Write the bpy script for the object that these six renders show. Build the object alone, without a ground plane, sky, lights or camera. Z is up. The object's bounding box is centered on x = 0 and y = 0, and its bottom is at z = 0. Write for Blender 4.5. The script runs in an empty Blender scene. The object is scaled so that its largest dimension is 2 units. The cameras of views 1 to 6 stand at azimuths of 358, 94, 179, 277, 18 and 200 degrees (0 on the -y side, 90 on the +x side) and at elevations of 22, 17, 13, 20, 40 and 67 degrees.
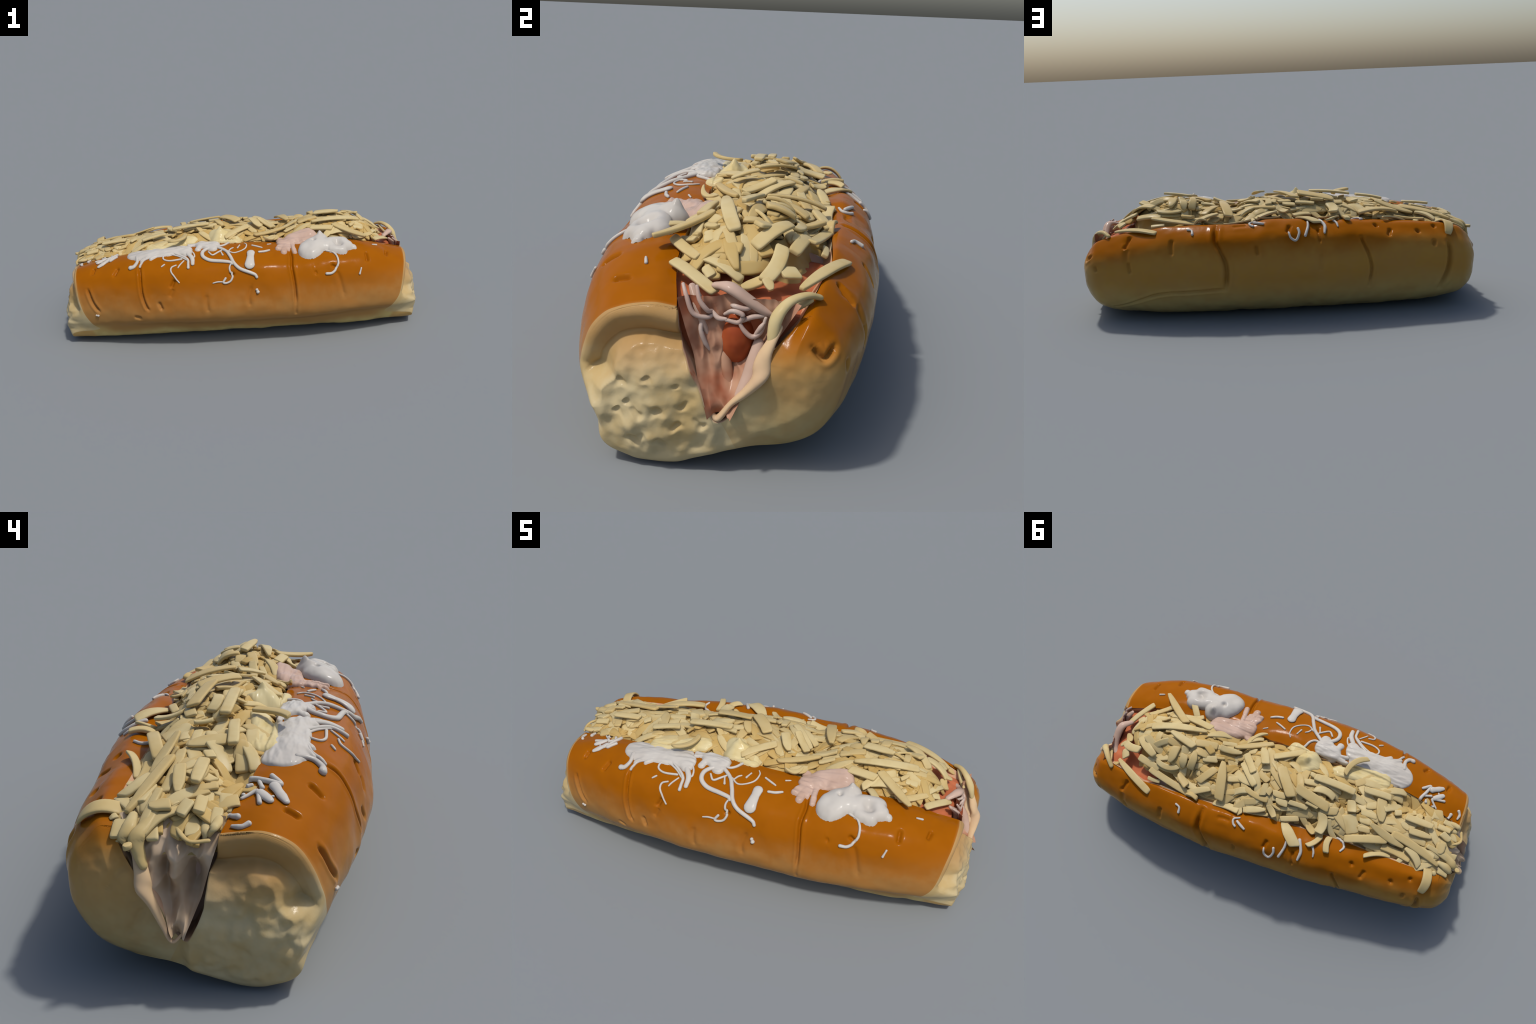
"""A long soft bread roll split along the top and filled with a sausage, pink
sauce, a heap of grated cheese and squiggles of white sauce."""
import math
import random
import bpy
import numpy as np
from mathutils import Euler, Vector, noise

rng = random.Random(7)
nrng = np.random.default_rng(11)

# ---------------------------------------------------------------- helpers


def smooth(a, b, x):
    t = np.clip((np.asarray(x, float) - a) / (b - a), 0, 1)
    return t * t * (3 - 2 * t)


def profile(*pairs):
    """Smooth monotone curve through (position, value) pairs."""
    xs = np.array([p[0] for p in pairs], float)
    ys = np.array([p[1] for p in pairs], float)
    h = np.diff(xs)
    s = np.diff(ys) / h
    m = np.zeros(len(xs))
    m[0], m[-1] = s[0], s[-1]
    for i in range(1, len(xs) - 1):
        if s[i - 1] * s[i] > 0:
            w1, w2 = 2 * h[i] + h[i - 1], h[i] + 2 * h[i - 1]
            m[i] = (w1 + w2) / (w1 / s[i - 1] + w2 / s[i])

    def f(x):
        x = np.clip(np.asarray(x, float), xs[0], xs[-1])
        k = np.clip(np.searchsorted(xs, x) - 1, 0, len(xs) - 2)
        t = (x - xs[k]) / h[k]
        return ((1 + 2 * t) * (1 - t) ** 2 * ys[k] + t * (1 - t) ** 2 * h[k] * m[k]
                + t * t * (3 - 2 * t) * ys[k + 1] + t * t * (t - 1) * h[k] * m[k + 1])

    return f


def catmull_weights(n_points, n_samples):
    """Matrix that turns control points into samples of a Catmull-Rom spline."""
    w = np.zeros((n_samples, n_points))
    for i, u in enumerate(np.linspace(0, n_points - 1, n_samples)):
        k = min(int(u), n_points - 2)
        t = u - k
        c = (-.5 * t + t * t - .5 * t ** 3, 1 - 2.5 * t * t + 1.5 * t ** 3,
             .5 * t + 2 * t * t - 1.5 * t ** 3, -.5 * t * t + .5 * t ** 3)
        for j, cj in zip((k - 1, k, k + 1, k + 2), c):
            if j < 0:
                w[i, 0] += 2 * cj
                w[i, 1] -= cj
            elif j >= n_points:
                w[i, -1] += 2 * cj
                w[i, -2] -= cj
            else:
                w[i, j] += cj
    return w


def fbm(points, scale, octaves=3, seed=0.0):
    out = np.empty(len(points))
    off = Vector((seed * 7.31, seed * 3.17, seed * 5.77))
    for i, p in enumerate(points):
        out[i] = noise.fractal(Vector(p) * scale + off, 1.0, 2.0, octaves)
    return out


def spline(points, n):
    p = np.array(points, float)
    if len(p) == 2:
        p = np.array([p[0], (p[0] + p[1]) / 2, p[1]])
    return catmull_weights(len(p), n) @ p


def make_mesh(name, verts, faces, smooth_shade=True):
    me = bpy.data.meshes.new(name)
    me.from_pydata([tuple(v) for v in verts], [], faces)
    me.update()
    if smooth_shade:
        me.polygons.foreach_set("use_smooth", [True] * len(me.polygons))
    return me


def add(name, mesh, material, parent, kind=None):
    ob = bpy.data.objects.new(name, mesh)
    bpy.context.scene.collection.objects.link(ob)
    if material and not mesh.materials:
        mesh.materials.append(material)
    ob.parent = parent
    if kind:
        ob["kind"] = kind
    return ob


# -------------------------------------------------------------- materials


class Nodes:
    def __init__(self, name, rough=.5, coat=0.0, sss=0.0, spec=.5):
        self.mat = bpy.data.materials.new(name)
        self.mat.use_nodes = True
        self.t = self.mat.node_tree
        self.b = self.t.nodes["Principled BSDF"]
        self.b.inputs["Roughness"].default_value = rough
        self.b.inputs["Coat Weight"].default_value = coat
        self.b.inputs["Coat Roughness"].default_value = .18
        self.b.inputs["Specular IOR Level"].default_value = spec
        if sss:
            self.b.inputs["Subsurface Weight"].default_value = sss
            self.b.inputs["Subsurface Radius"].default_value = (.03, .02, .012)
            self.b.inputs["Subsurface Scale"].default_value = .5
        self.tc = self.t.nodes.new("ShaderNodeTexCoord")

    def link(self, a, b):
        self.t.links.new(a, b)

    def noise(self, scale, detail=3, rough=.55, stretch=(1, 1, 1)):
        mp = self.t.nodes.new("ShaderNodeMapping")
        mp.inputs["Scale"].default_value = stretch
        self.link(self.tc.outputs["Object"], mp.inputs["Vector"])
        n = self.t.nodes.new("ShaderNodeTexNoise")
        n.inputs["Scale"].default_value = scale
        n.inputs["Detail"].default_value = detail
        n.inputs["Roughness"].default_value = rough
        self.link(mp.outputs["Vector"], n.inputs["Vector"])
        return n.outputs["Fac"]

    def axis(self, k):
        s = self.t.nodes.new("ShaderNodeSeparateXYZ")
        self.link(self.tc.outputs["Object"], s.inputs["Vector"])
        return s.outputs[k]

    def math(self, op, a, b=0.0, c=0.0):
        m = self.t.nodes.new("ShaderNodeMath")
        m.operation = op
        for i, v in enumerate((a, b, c)):
            if hasattr(v, "node"):
                self.link(v, m.inputs[i])
            else:
                m.inputs[i].default_value = v
        return m.outputs[0]

    def ramp(self, fac, a, b, lo=0.0, hi=1.0):
        m = self.t.nodes.new("ShaderNodeMapRange")
        m.interpolation_type = "SMOOTHSTEP"
        self.link(fac, m.inputs["Value"])
        m.inputs["From Min"].default_value = a
        m.inputs["From Max"].default_value = b
        m.inputs["To Min"].default_value = lo
        m.inputs["To Max"].default_value = hi
        return m.outputs["Result"]

    def mix(self, fac, a, b):
        m = self.t.nodes.new("ShaderNodeMix")
        m.data_type = "RGBA"
        if hasattr(fac, "node"):
            self.link(fac, m.inputs["Factor"])
        else:
            m.inputs["Factor"].default_value = fac
        for v, i in ((a, 6), (b, 7)):
            if hasattr(v, "node"):
                self.link(v, m.inputs[i])
            else:
                m.inputs[i].default_value = (*v, 1)
        return m.outputs[2]

    def colour(self, c):
        if hasattr(c, "node"):
            self.link(c, self.b.inputs["Base Color"])
        else:
            self.b.inputs["Base Color"].default_value = (*c, 1)

    def bump(self, height, strength=.2, distance=.004):
        n = self.t.nodes.new("ShaderNodeBump")
        n.inputs["Strength"].default_value = strength
        n.inputs["Distance"].default_value = distance
        self.link(height, n.inputs["Height"])
        self.link(n.outputs["Normal"], self.b.inputs["Normal"])


def srgb(r, g, b):
    return tuple(((c / 255 + .055) / 1.055) ** 2.4 if c > 10 else c / 255 / 12.92 for c in (r, g, b))


ORANGE = srgb(147, 83, 6)
ORANGE_DEEP = srgb(138, 76, 4)
TAN = srgb(162, 124, 74)
PALE = srgb(190, 172, 112)
CRUMB = srgb(184, 168, 130)


def crust_material():
    m = Nodes("baked_crust", rough=.17, coat=.0, spec=.04)
    x, y, z = m.axis(0), m.axis(1), m.axis(2)
    ax = m.math("ABSOLUTE", x)
    wob = m.math("MULTIPLY", m.math("SUBTRACT", m.noise(3.2, 4), .5), .10)
    zz = m.math("ADD", z, wob)
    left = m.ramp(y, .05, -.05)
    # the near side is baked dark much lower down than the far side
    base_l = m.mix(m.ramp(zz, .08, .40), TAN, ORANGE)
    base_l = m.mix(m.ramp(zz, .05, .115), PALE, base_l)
    # the pale underside comes up round the corners of the cut ends
    corner = m.math("MULTIPLY", m.ramp(ax, .70, .84), m.ramp(z, .15, .10))
    base_l = m.mix(corner, base_l, PALE)
    fine = m.math("MULTIPLY", m.math("SUBTRACT", m.noise(9, 3), .5), .06)
    zr = m.math("ADD", m.math("ADD", zz, fine), m.ramp(x, .5, .9, 0, .055))
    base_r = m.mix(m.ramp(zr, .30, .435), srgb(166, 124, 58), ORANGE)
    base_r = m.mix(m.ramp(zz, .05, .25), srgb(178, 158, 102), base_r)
    tip = m.math("MULTIPLY", m.ramp(ax, .89, .965, 0, .75), m.ramp(zr, .40, .31))
    base_r = m.mix(tip, base_r, m.mix(m.ramp(z, .1, .3), srgb(166, 152, 112), srgb(180, 148, 98)))
    join = m.math("MULTIPLY", m.ramp(ax, .86, .94), m.ramp(y, .20, .06))
    base_r = m.mix(join, base_r, m.mix(m.ramp(z, .2, .34), srgb(182, 164, 122), srgb(168, 128, 76)))
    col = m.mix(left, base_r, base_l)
    # pale rounded ends
    edge_l = m.math("ADD", m.math("MULTIPLY", z, .25), .815)
    d = m.math("SUBTRACT", ax, edge_l)
    col = m.mix(m.math("MULTIPLY", left, m.ramp(d, -.018, .012, 0, .7)), col, srgb(184, 142, 84))
    col = m.mix(m.ramp(m.noise(14, 4), .35, .7, 0, .35), col, m.mix(m.ramp(z, .25, .4), TAN, ORANGE_DEEP))
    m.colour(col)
    m.bump(m.noise(60, 3), .12, .003)
    return m.mat


def crumb_material():
    m = Nodes("bread_crumb", rough=.2, spec=.06)
    y, z = m.axis(1), m.axis(2)
    col = m.mix(m.ramp(m.noise(8, 4), .35, .65), CRUMB, srgb(180, 156, 108))
    warm = m.math("ADD", z, m.math("MULTIPLY", m.math("SUBTRACT", m.noise(5, 3), .5), .12))
    col = m.mix(m.ramp(warm, .2, .34, 0, .75), col, srgb(162, 120, 66))  # rim band browned toward the top to paint in its shading
    right = m.ramp(y, .06, .16)
    col = m.mix(m.math("MULTIPLY", right, m.ramp(warm, .275, .365)), col, ORANGE)
    m.colour(col)
    m.bump(m.noise(45, 4), .25, .004)
    return m.mat


def cut_material():
    m = Nodes("sauce_soaked_crumb", rough=.2, spec=.08)
    col = m.mix(m.ramp(m.noise(7, 4), .4, .62), srgb(194, 156, 126), srgb(196, 174, 140))
    col = m.mix(m.ramp(m.noise(11, 3), .55, .7), col, srgb(168, 100, 66))
    m.colour(col)
    m.bump(m.noise(40, 4), .2, .004)
    return m.mat


def cheese_material(name, light, deep, seed_scale=1.0):
    m = Nodes(name, rough=.3, spec=.04)
    oi = m.t.nodes.new("ShaderNodeObjectInfo")
    col = m.mix(m.ramp(m.noise(10 * seed_scale, 3), .35, .7), light, deep)
    col = m.mix(m.ramp(oi.outputs["Random"], .15, 1, 0, .6), col, srgb(178, 152, 98))
    m.colour(col)
    m.bump(m.noise(50, 3), .12, .003)
    return m.mat


def sauce_material(name, a, b, scale=9, rough=.22, coat=.0):
    m = Nodes(name, rough=rough, coat=coat, spec=.08)
    m.colour(m.mix(m.ramp(m.noise(scale, 3), .35, .7), a, b))
    m.bump(m.noise(35, 3), .1, .003)
    return m.mat


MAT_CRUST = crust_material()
MAT_CRUMB = crumb_material()
MAT_CUT = cut_material()
MAT_SHRED = cheese_material("grated_cheese", srgb(192, 175, 130), srgb(182, 160, 110))
MAT_MASS = cheese_material("melted_cheese", srgb(184, 160, 106), srgb(172, 136, 68))
MAT_WHITE = sauce_material("white_sauce", srgb(186, 181, 172), srgb(177, 171, 162))
MAT_PINK = sauce_material("pink_sauce", srgb(184, 158, 142), srgb(174, 146, 128))
MAT_SALMON = sauce_material("red_sauce", srgb(184, 108, 74), srgb(170, 92, 58), rough=.3)
MAT_SAUSAGE = sauce_material("sausage_skin", srgb(168, 86, 50), srgb(138, 62, 34), rough=.16)

MAT_CREAM = sauce_material("creamy_cheese", srgb(200, 186, 142), srgb(192, 172, 118))
MAT_NET = sauce_material("pinkish_white_sauce", srgb(184, 168, 156), srgb(176, 148, 134))
MAT_BROWNISH = sauce_material("greasy_sauce", srgb(176, 138, 112), srgb(140, 82, 58))
MAT_PALE_FILLING = sauce_material("pale_soaked_filling", srgb(200, 178, 152), srgb(180, 154, 124), rough=.3)  # base lightened to offset the shadow inside the slit mouth
MAT_FLAP = sauce_material("torn_crumb", srgb(198, 170, 132), srgb(190, 160, 128), rough=.3)

# ------------------------------------------------------ bread roll: sizes
# half widths, top heights and the rims of the slit along the roll (x)
NEAR_WIDTH = profile((-1, .265), (-.93, .29), (-.87, .308), (-.735, .348), (-.525, .40), (-.23, .435),
                     (.05, .434), (.32, .427), (.56, .41), (.78, .368), (.9, .323), (1, .29))
FAR_WIDTH = profile((-1, .31), (-.93, .335), (-.84, .363), (-.64, .392), (-.42, .412), (-.19, .434), (0, .438),
                    (.265, .437), (.44, .425), (.644, .402), (.83, .358), (.93, .326), (1, .30))
NEAR_FOOT = profile((-1, .27), (-.93, .28), (-.78, .31), (-.5, .345), (-.2, .365), (.1, .370), (.3, .364), (.6, .342), (.8, .318), (.95, .287), (1, .27))
NEAR_TOP = profile((-1, .385), (-.92, .402), (-.8, .432), (-.67, .458), (-.5, .485), (-.25, .503), (.05, .508), (.28, .488),
                   (.44, .495), (.6, .485), (.75, .458), (.93, .402), (1, .385))
FAR_TOP = profile((-1, .37), (-.93, .385), (-.86, .41), (-.78, .432), (-.55, .447), (-.34, .462), (-.18, .462), (-.07, .482), (.06, .486),
                  (.15, .468), (.31, .466), (.5, .466), (.72, .445), (.94, .39), (1, .37))
NEAR_RIM = profile((-1, -.05), (-.92, -.055), (-.7, -.1), (-.4, -.13), (.3, -.13), (.7, -.12), (.93, -.082), (1, -.075))
FAR_RIM = profile((-1, .17), (-.93, .20), (-.8, .235), (-.3, .24), (.3, .28), (.6, .285), (.8, .25), (.9, .215), (.96, .175), (1, .17))
FAR_RIM_Z = profile((-1, .35), (-.95, .37), (-.85, .405), (-.7, .432), (-.34, .455), (-.18, .455), (-.05, .475), (.06, .478),
                    (.15, .462), (.5, .462), (.72, .44), (.86, .405), (.96, .355), (1, .345))
FAR_BOTTOM = profile((-1, .085), (-.94, .055), (-.74, .018), (-.47, .006), (0, .002), (.45, .002), (.81, .022), (.94, .058), (1, .08))

NEAR_SHAPE = ((.44, 1.0), (.62, .975), (.80, .905), (.90, .79), (.955, .66), (1.0, .48), (.965, .35))
NEAR_SHAPE_END = ((.44, 1.01), (.62, .99), (.79, .925), (.905, .81), (.965, .68), (1.0, .52), (.98, .38))
# under the bulge: share of the foot width, height in metres
NEAR_UNDER = ((1.0, .126), (.86, .062), (.67, .024), (.46, .006), (.2, .010))
NEAR_UNDER_END = ((1.0, .122), (.89, .050), (.66, .016), (.42, .010), (.2, .022))
FAR_SHAPE = ((.38, .008), (.57, .028), (.76, .12), (.90, .26), (.97, .43), (1.0, .60), (.985, .74), (.935, .87), (.84, .95), (.73, 1.0))
FAR_SHAPE_END = ((.38, .005), (.60, .032), (.78, .12), (.90, .26), (.97, .43), (1.0, .60), (.985, .72), (.92, .83), (.83, .91), (.73, .98))


def outer_controls(x):
    """Control points (y, z) of the outside of the roll, near rim to far rim."""
    wn, wf, tn, tf, zb = NEAR_WIDTH(x), FAR_WIDTH(x), NEAR_TOP(x), FAR_TOP(x), FAR_BOTTOM(x)
    k = smooth(.3, .85, np.abs(x))
    pts = [(NEAR_RIM(x), tn * .985)]
    for (u, v), (u2, v2) in zip(NEAR_SHAPE, NEAR_SHAPE_END):
        pts.append((-(u + (u2 - u) * k) * wn, (v + (v2 - v) * k) * tn))
    for (u, v), (u2, v2) in zip(NEAR_UNDER, NEAR_UNDER_END):
        pts.append((-(u + (u2 - u) * k) * NEAR_FOOT(x), v + (v2 - v) * k + 0 * x))
    pts.append((.05 + 0 * x, .035 + .02 * smooth(.6, 1, np.abs(x))))
    for (u, v), (u2, v2) in zip(FAR_SHAPE, FAR_SHAPE_END):
        pts.append(((u + (u2 - u) * k) * wf, zb + (v + (v2 - v) * k) * (tf - zb)))
    pts += [(FAR_RIM(x), FAR_RIM_Z(x))]
    return np.array([[np.broadcast_to(a, np.shape(x)), np.broadcast_to(b, np.shape(x))] for a, b in pts])


def inner_controls(x):
    """The walls of the slit, near rim to far rim."""
    rn, tn, rf, tf = NEAR_RIM(x), NEAR_TOP(x) * .985, FAR_RIM(x), FAR_RIM_Z(x)
    one = np.ones_like(x)
    pts = [(rn, tn), (rn + .005, tn - .05), (rn + .02, .31 * one), (-.025 * one, .24 * one), (.0 * one, .18 * one), (.022 * one, .145 * one),
           (.05 * one, .15 * one), (.08 * one, .21 * one), (.11 * one, .27 * one), (rf - .04, tf - .05), (rf, tf)]
    return np.array([[np.broadcast_to(a, np.shape(x)), np.broadcast_to(b, np.shape(x))] for a, b in pts])


NT = 440
N_OUT = len(NEAR_SHAPE) + len(NEAR_UNDER) + len(FAR_SHAPE) + 3
W_OUT = catmull_weights(N_OUT, NT)
W_IN = catmull_weights(11, NT)


def section(x, s):
    """yz for x, s arrays of shape (NT, n): s = 0 outside, 1 slit wall."""
    o = np.einsum("tk,kctn->ctn", W_OUT, outer_controls(x))
    i = np.einsum("tk,kctn->ctn", W_IN, inner_controls(x))
    return o * (1 - s) + i * s


def end_plane(sign):
    """Cap of the roll: x as a height field over the end section."""
    # where the outside skin stops, per row
    x0 = np.full((NT, 1), .93 * sign)
    yz = section(x0, np.zeros((NT, 1)))[:, :, 0]
    y, z = yz
    near = smooth(.10, -.02, y)
    if sign > 0:
        crust = profile((.0, .90), (.06, .875), (.11, .80), (.13, .825), (.22, .885), (.33, .91), (.41, .933))
        blunt = profile((0, .935), (.1, .945), (.2, .955), (.3, .955), (.38, .94), (.45, .91))
    else:
        crust = profile((.0, .90), (.06, .86), (.10, .79), (.12, .83), (.2, .885), (.29, .91), (.41, .925))
        blunt = profile((0, .93), (.1, .94), (.2, .945), (.3, .94), (.38, .92), (.45, .89))
    flat = smooth(.075, .10, z) * near * smooth(-.02, -.06, y)          # crust rim, not the underside
    under = smooth(-.29, -.2, y)
    belly = .93 + .0 * y
    start = near * (flat * crust(z) + (1 - flat) * .955) + (1 - near) * (blunt(z) - .05 + .06 * smooth(.2, .06, y) * smooth(.2, .1, z))
    return start, flat, near


def build_bread(parent):
    caps = {}
    nx, nc, ni = 560, 96, 90
    starts = {}
    for sign in (1, -1):
        start, flat, near = end_plane(sign)
        k = np.exp(-np.linspace(-2, 2, 15) ** 2)
        k /= k.sum()
        start = np.convolve(np.pad(start, 7, mode="edge"), k, "valid")
        start = start - .02 * near * flat
        starts[sign] = start
        s = (np.linspace(0, 1, nc) ** 1.7)[None, :] * np.ones((NT, 1))
        x = start[:, None] * sign * np.ones((1, nc))
        yz = section(x, s)
        y, z = yz
        o = yz[:, :, 0]
        # depth below the outside skin
        flat_pts = np.stack([y.ravel(), z.ravel()], 1)
        d = np.full(len(flat_pts), 9.0)
        for j in range(NT):
            d = np.minimum(d, np.hypot(flat_pts[:, 0] - o[0, j], flat_pts[:, 1] - o[1, j]))
        d = d.reshape(NT, nc)
        nr = smooth(.03, -.01, y - .02 + .0 * z)
        # near half: thick crust rim, groove under it, then the bulging crumb
        # depth of the rim measured downwards from the top surface
        rim = .006 + .034 * smooth(.205, .24, z) + .022 * smooth(.26, .36, z)
        side = smooth(-.16, -.30, y)
        top = profile((0, .965), (.05, .975), (.14, .99), (.2, .99), (.25, .988), (.29, .968), (.33, .94), (.42, .925))(z)
        top = top - .022 * side
        st = start[:, None] + (.02 * near * flat)[:, None]
        depth = .013 * smooth(.19, .23, z)
        groove = st - depth
        e = np.where(d < rim, st - .010 * np.clip(d / rim, 0, 1) ** 1.5, 0)
        e = np.where(d >= rim, st - .010 - depth * smooth(0, .02, d - rim) + (np.maximum(top, groove) - groove) * smooth(.004, .04, d - rim), e)
        turn = 1 - np.clip(d / .024, 0, 1)
        e = e - (.02 * near * flat)[:, None] * (1 - np.sqrt(np.clip(1 - turn ** 2, 0, 1)))
        low = smooth(.235, .165, z)
        e_low = st + np.maximum(top - st, 0) * np.sqrt(np.clip(1 - (1 - np.clip(d / .02, 0, 1)) ** 2, 0, 1))
        e = e * (1 - low) + e_low * low
        # far half: one rounded end
        r = .02 + .065 * smooth(.05, .22, y)
        far_top = profile((0, .955), (.08, .968), (.15, .978), (.25, .98), (.33, .972), (.4, .955), (.45, .92))(z) - (0 if sign > 0 else .014)
        q = np.clip(d / r, 0, 1)
        f = st + np.maximum(far_top - st, .0) * np.sqrt(np.clip(1 - (1 - q) ** 2, 0, 1))
        e = nr * e + (1 - nr) * f
        y, z = section(np.clip(e, 0, .975) * sign, s)
        # lumps on the torn crumb
        pts = np.stack([e.ravel() * sign, y.ravel(), z.ravel()], 1)
        lump = fbm(pts, 9, 3, 3 + sign).reshape(NT, nc)
        fine = fbm(pts, 24, 2, 9 + sign).reshape(NT, nc)
        amp = smooth(.0, .03, d - rim * nr)
        if sign > 0:
            pits = ((-.138, .238, .011), (-.074, .225, .008), (-.218, .22, .012), (-.192, .171, .008), (-.163, .151, .012), (-.123, .162, .014),
                    (-.215, .145, .009), (-.051, .176, .011), (-.015, .134, .012), (-.104, .078, .014), (-.171, .079, .016), (-.075, .126, .012))
            knobs = ((-.139, .088, .02), (-.09, .15, .016), (-.045, .27, .02), (-.19, .115, .022))
        else:
            pits = ((-.159, .264, .016), (-.207, .227, .016), (-.122, .199, .022), (-.233, .149, .014), (-.265, .161, .012), (-.239, .19, .012))
            knobs = ((-.205, .30, .026), (-.235, .27, .022), (-.13, .285, .03), (-.25, .215, .022), (-.227, .112, .025))
        soft = 1.0 if sign > 0 else 1.7
        for py, pz, r in pits:
            deep, r = .85 * r / soft, r * soft
            wy, wz = y + .006 * np.sin(140 * z + 90 * py), z + .005 * np.sin(170 * y + 70 * pz)
            e = e - deep * np.exp(-(((wy - py) / (1.15 * r)) ** 2 + ((wz - pz) / (.8 * r)) ** 2) ** 1.3)
        for py, pz, r in knobs:
            e = e + .009 * np.exp(-((y - py) / r) ** 2 - ((z - pz) / r) ** 2)
        e = e + amp * (lump * .011 * (.5 + .5 * nr) + fine * .005 * (.3 + .7 * nr))
        caps[sign] = (e * sign, y, z)
    # outside skin
    u = np.linspace(-1, 1, nx)
    a, b = -starts[-1][:, None], starts[1][:, None]
    xo = (a + b) / 2 + (b - a) / 2 * u[None, :]
    yo, zo = section(xo, np.zeros_like(xo))
    # slit wall
    xi = np.linspace(1, -1, ni)[None, :]
    xa, xb = caps[1][0][:, -1:], caps[-1][0][:, -1:]
    xi = (xa + xb) / 2 + (xa - xb) / 2 * xi
    yi, zi = section(np.clip(xi, -.93, .93), np.ones_like(xi))
    yi[:, 0], zi[:, 0] = caps[1][1][:, -1], caps[1][2][:, -1]
    yi[:, -1], zi[:, -1] = caps[-1][1][:, -1], caps[-1][2][:, -1]
    X = np.hstack([xo, caps[1][0][:, 1:], xi[:, 1:], caps[-1][0][:, ::-1][:, 1:-1]])
    Y = np.hstack([yo, caps[1][1][:, 1:], yi[:, 1:], caps[-1][1][:, ::-1][:, 1:-1]])
    Z = np.hstack([zo, caps[1][2][:, 1:], zi[:, 1:], caps[-1][2][:, ::-1][:, 1:-1]])
    m = X.shape[1]
    P = np.stack([X, Y, Z], 2)
    P = bread_relief(P, nx, nc)
    region = np.zeros(m, int)
    region[nx - 1:nx - 1 + nc - 1] = 1
    region[nx + nc - 2:nx + nc + ni - 3] = 2
    region[nx + nc + ni - 3:] = 1
    verts = P.reshape(-1, 3)
    faces, kinds = [], []
    far_row = int(NT * (len(NEAR_SHAPE) + len(NEAR_UNDER) + 1.3) / (N_OUT - 1))
    for t in range(NT - 1):
        for c in range(m):
            c2 = (c + 1) % m
            faces.append((t * m + c, t * m + c2, (t + 1) * m + c2, (t + 1) * m + c))
            kinds.append(0 if region[c] == 1 and t > far_row else region[c])
    # normals of the whole body, so the three parts join without a seam
    me = make_mesh("bread_body", verts, faces)
    nv = np.empty(len(verts) * 3, np.float32)
    me.vertex_normals.foreach_get("vector", nv)
    nv = nv.reshape(-1, 3)
    bpy.data.meshes.remove(me)
    faces, kinds = np.array(faces), np.array(kinds)
    for k, (name, mat) in enumerate((("bread_crust", MAT_CRUST), ("bread_crumb", MAT_CRUMB), ("cut_face", MAT_CUT))):
        f = faces[kinds == k]
        used, inv = np.unique(f, return_inverse=True)
        me = make_mesh(name, verts[used], [tuple(int(i) for i in q) for q in inv.reshape(f.shape)])
        me.normals_split_custom_set_from_vertices([tuple(n) for n in nv[used]])
        add(name, me, mat, parent)


# Cracks, creases and pores of the skin: points on the surface in millimetres
CREASES = [
    ("crack", (270, -236, 481), (278, -291, 466), (274, -355, 433), (282, -395, 373), (286, -422, 299), (286, -430, 188)),
    ("crack", (-540, -285, 449), (-536, -328, 409), (-530, -363, 324), (-514, -380, 265), (-501, -386, 243)),
    ("gash", (-829, -281, 334), (-806, -311, 270), (-775, -326, 226)),
    ("crease", (-190, -417, 326), (-190, -429, 278), (-185, -435, 229)),
    ("crease", (56, -409, 356), (36, -428, 297), (40, -440, 246)),
    ("crease", (514, -371, 394), (531, -387, 349), (549, -406, 254)),
    ("crease", (-363, -387, 357), (-381, -397, 314)),
    ("crease", (407, -379, 400), (396, -381, 397)),
    ("cleft", (306, 324, 461), (310, 400, 408), (287, 425, 361), (264, 437, 310), (261, 437, 249), (269, 419, 174)),
    ("crack", (269, 419, 174), (421, 400, 162), (615, 370, 149), (830, 267, 84)),
    ("crack", (-386, 387, 391), (-398, 396, 362), (-417, 402, 315), (-432, 400, 243), (-420, 380, 153)),
    ("cleft", (-816, 344, 345), (-821, 362, 287), (-810, 356, 205), (-771, 319, 116)),
    ("crease", (787, -101, 347), (739, 312, 382), (739, 347, 346), (728, 374, 263)),
    ("crack", (-180, 363, 439), (-190, 410, 383)),
    ("crease", (-196, 424, 330), (-187, 426, 243)),
    ("crease", (-957, 168, 332), (-961, 197, 305), (-965, 223, 259)),
    ("crease", (-969, 126, 222), (-963, 150, 182), (-955, 173, 144)),
    ("gash", (948, 246, 338), (952, 265, 320), (947, 279, 314), (917, 292, 331)),
    ("crease", (227, 336, 457), (191, 330, 459), (157, 334, 458)),
]
PORES = [
    ((-800, -207, 412), (-804, -228, 400)),
    ((-662, -259, 428), (-676, -281, 408)),
    ((-440, -392, 275), (-431, -399, 252)),
    ((-357, -373, 393), (-371, -381, 369)),
    ((-570, -374, 201), (-556, -377, 201)),
    ((683, -284, 442), (685, -314, 422)),
    ((804, -228, 428), (800, -253, 418)),
    ((496, -356, 423), (507, -360, 415)),
    ((-51, -376, 421), (-42, -378, 418)),
    ((518, 373, 403), (523, 399, 357)),
    ((114, 423, 374), (111, 432, 346)),
    ((-44, 370, 456), (-38, 393, 439)),
    ((-531, 338, 410), (-526, 359, 392)),
    ((-667, 329, 400), (-669, 334, 396)),
    ((-743, 361, 348), (-742, 365, 340)),
    ((900, 319, 284), (900, 320, 275)),
    ((-463, 324, 437), (-467, 327, 433)),
    ((-754, 291, 414), (-755, 294, 411)),
    ((732, 369, 306), (729, 374, 272)),
    ((744, 326, 369), (725, 294, 401)),
]

RELIEF = {"crack": (.015, .0062), "crease": (.006, .011), "gash": (.017, .007), "cleft": (.024, .010)}


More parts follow.
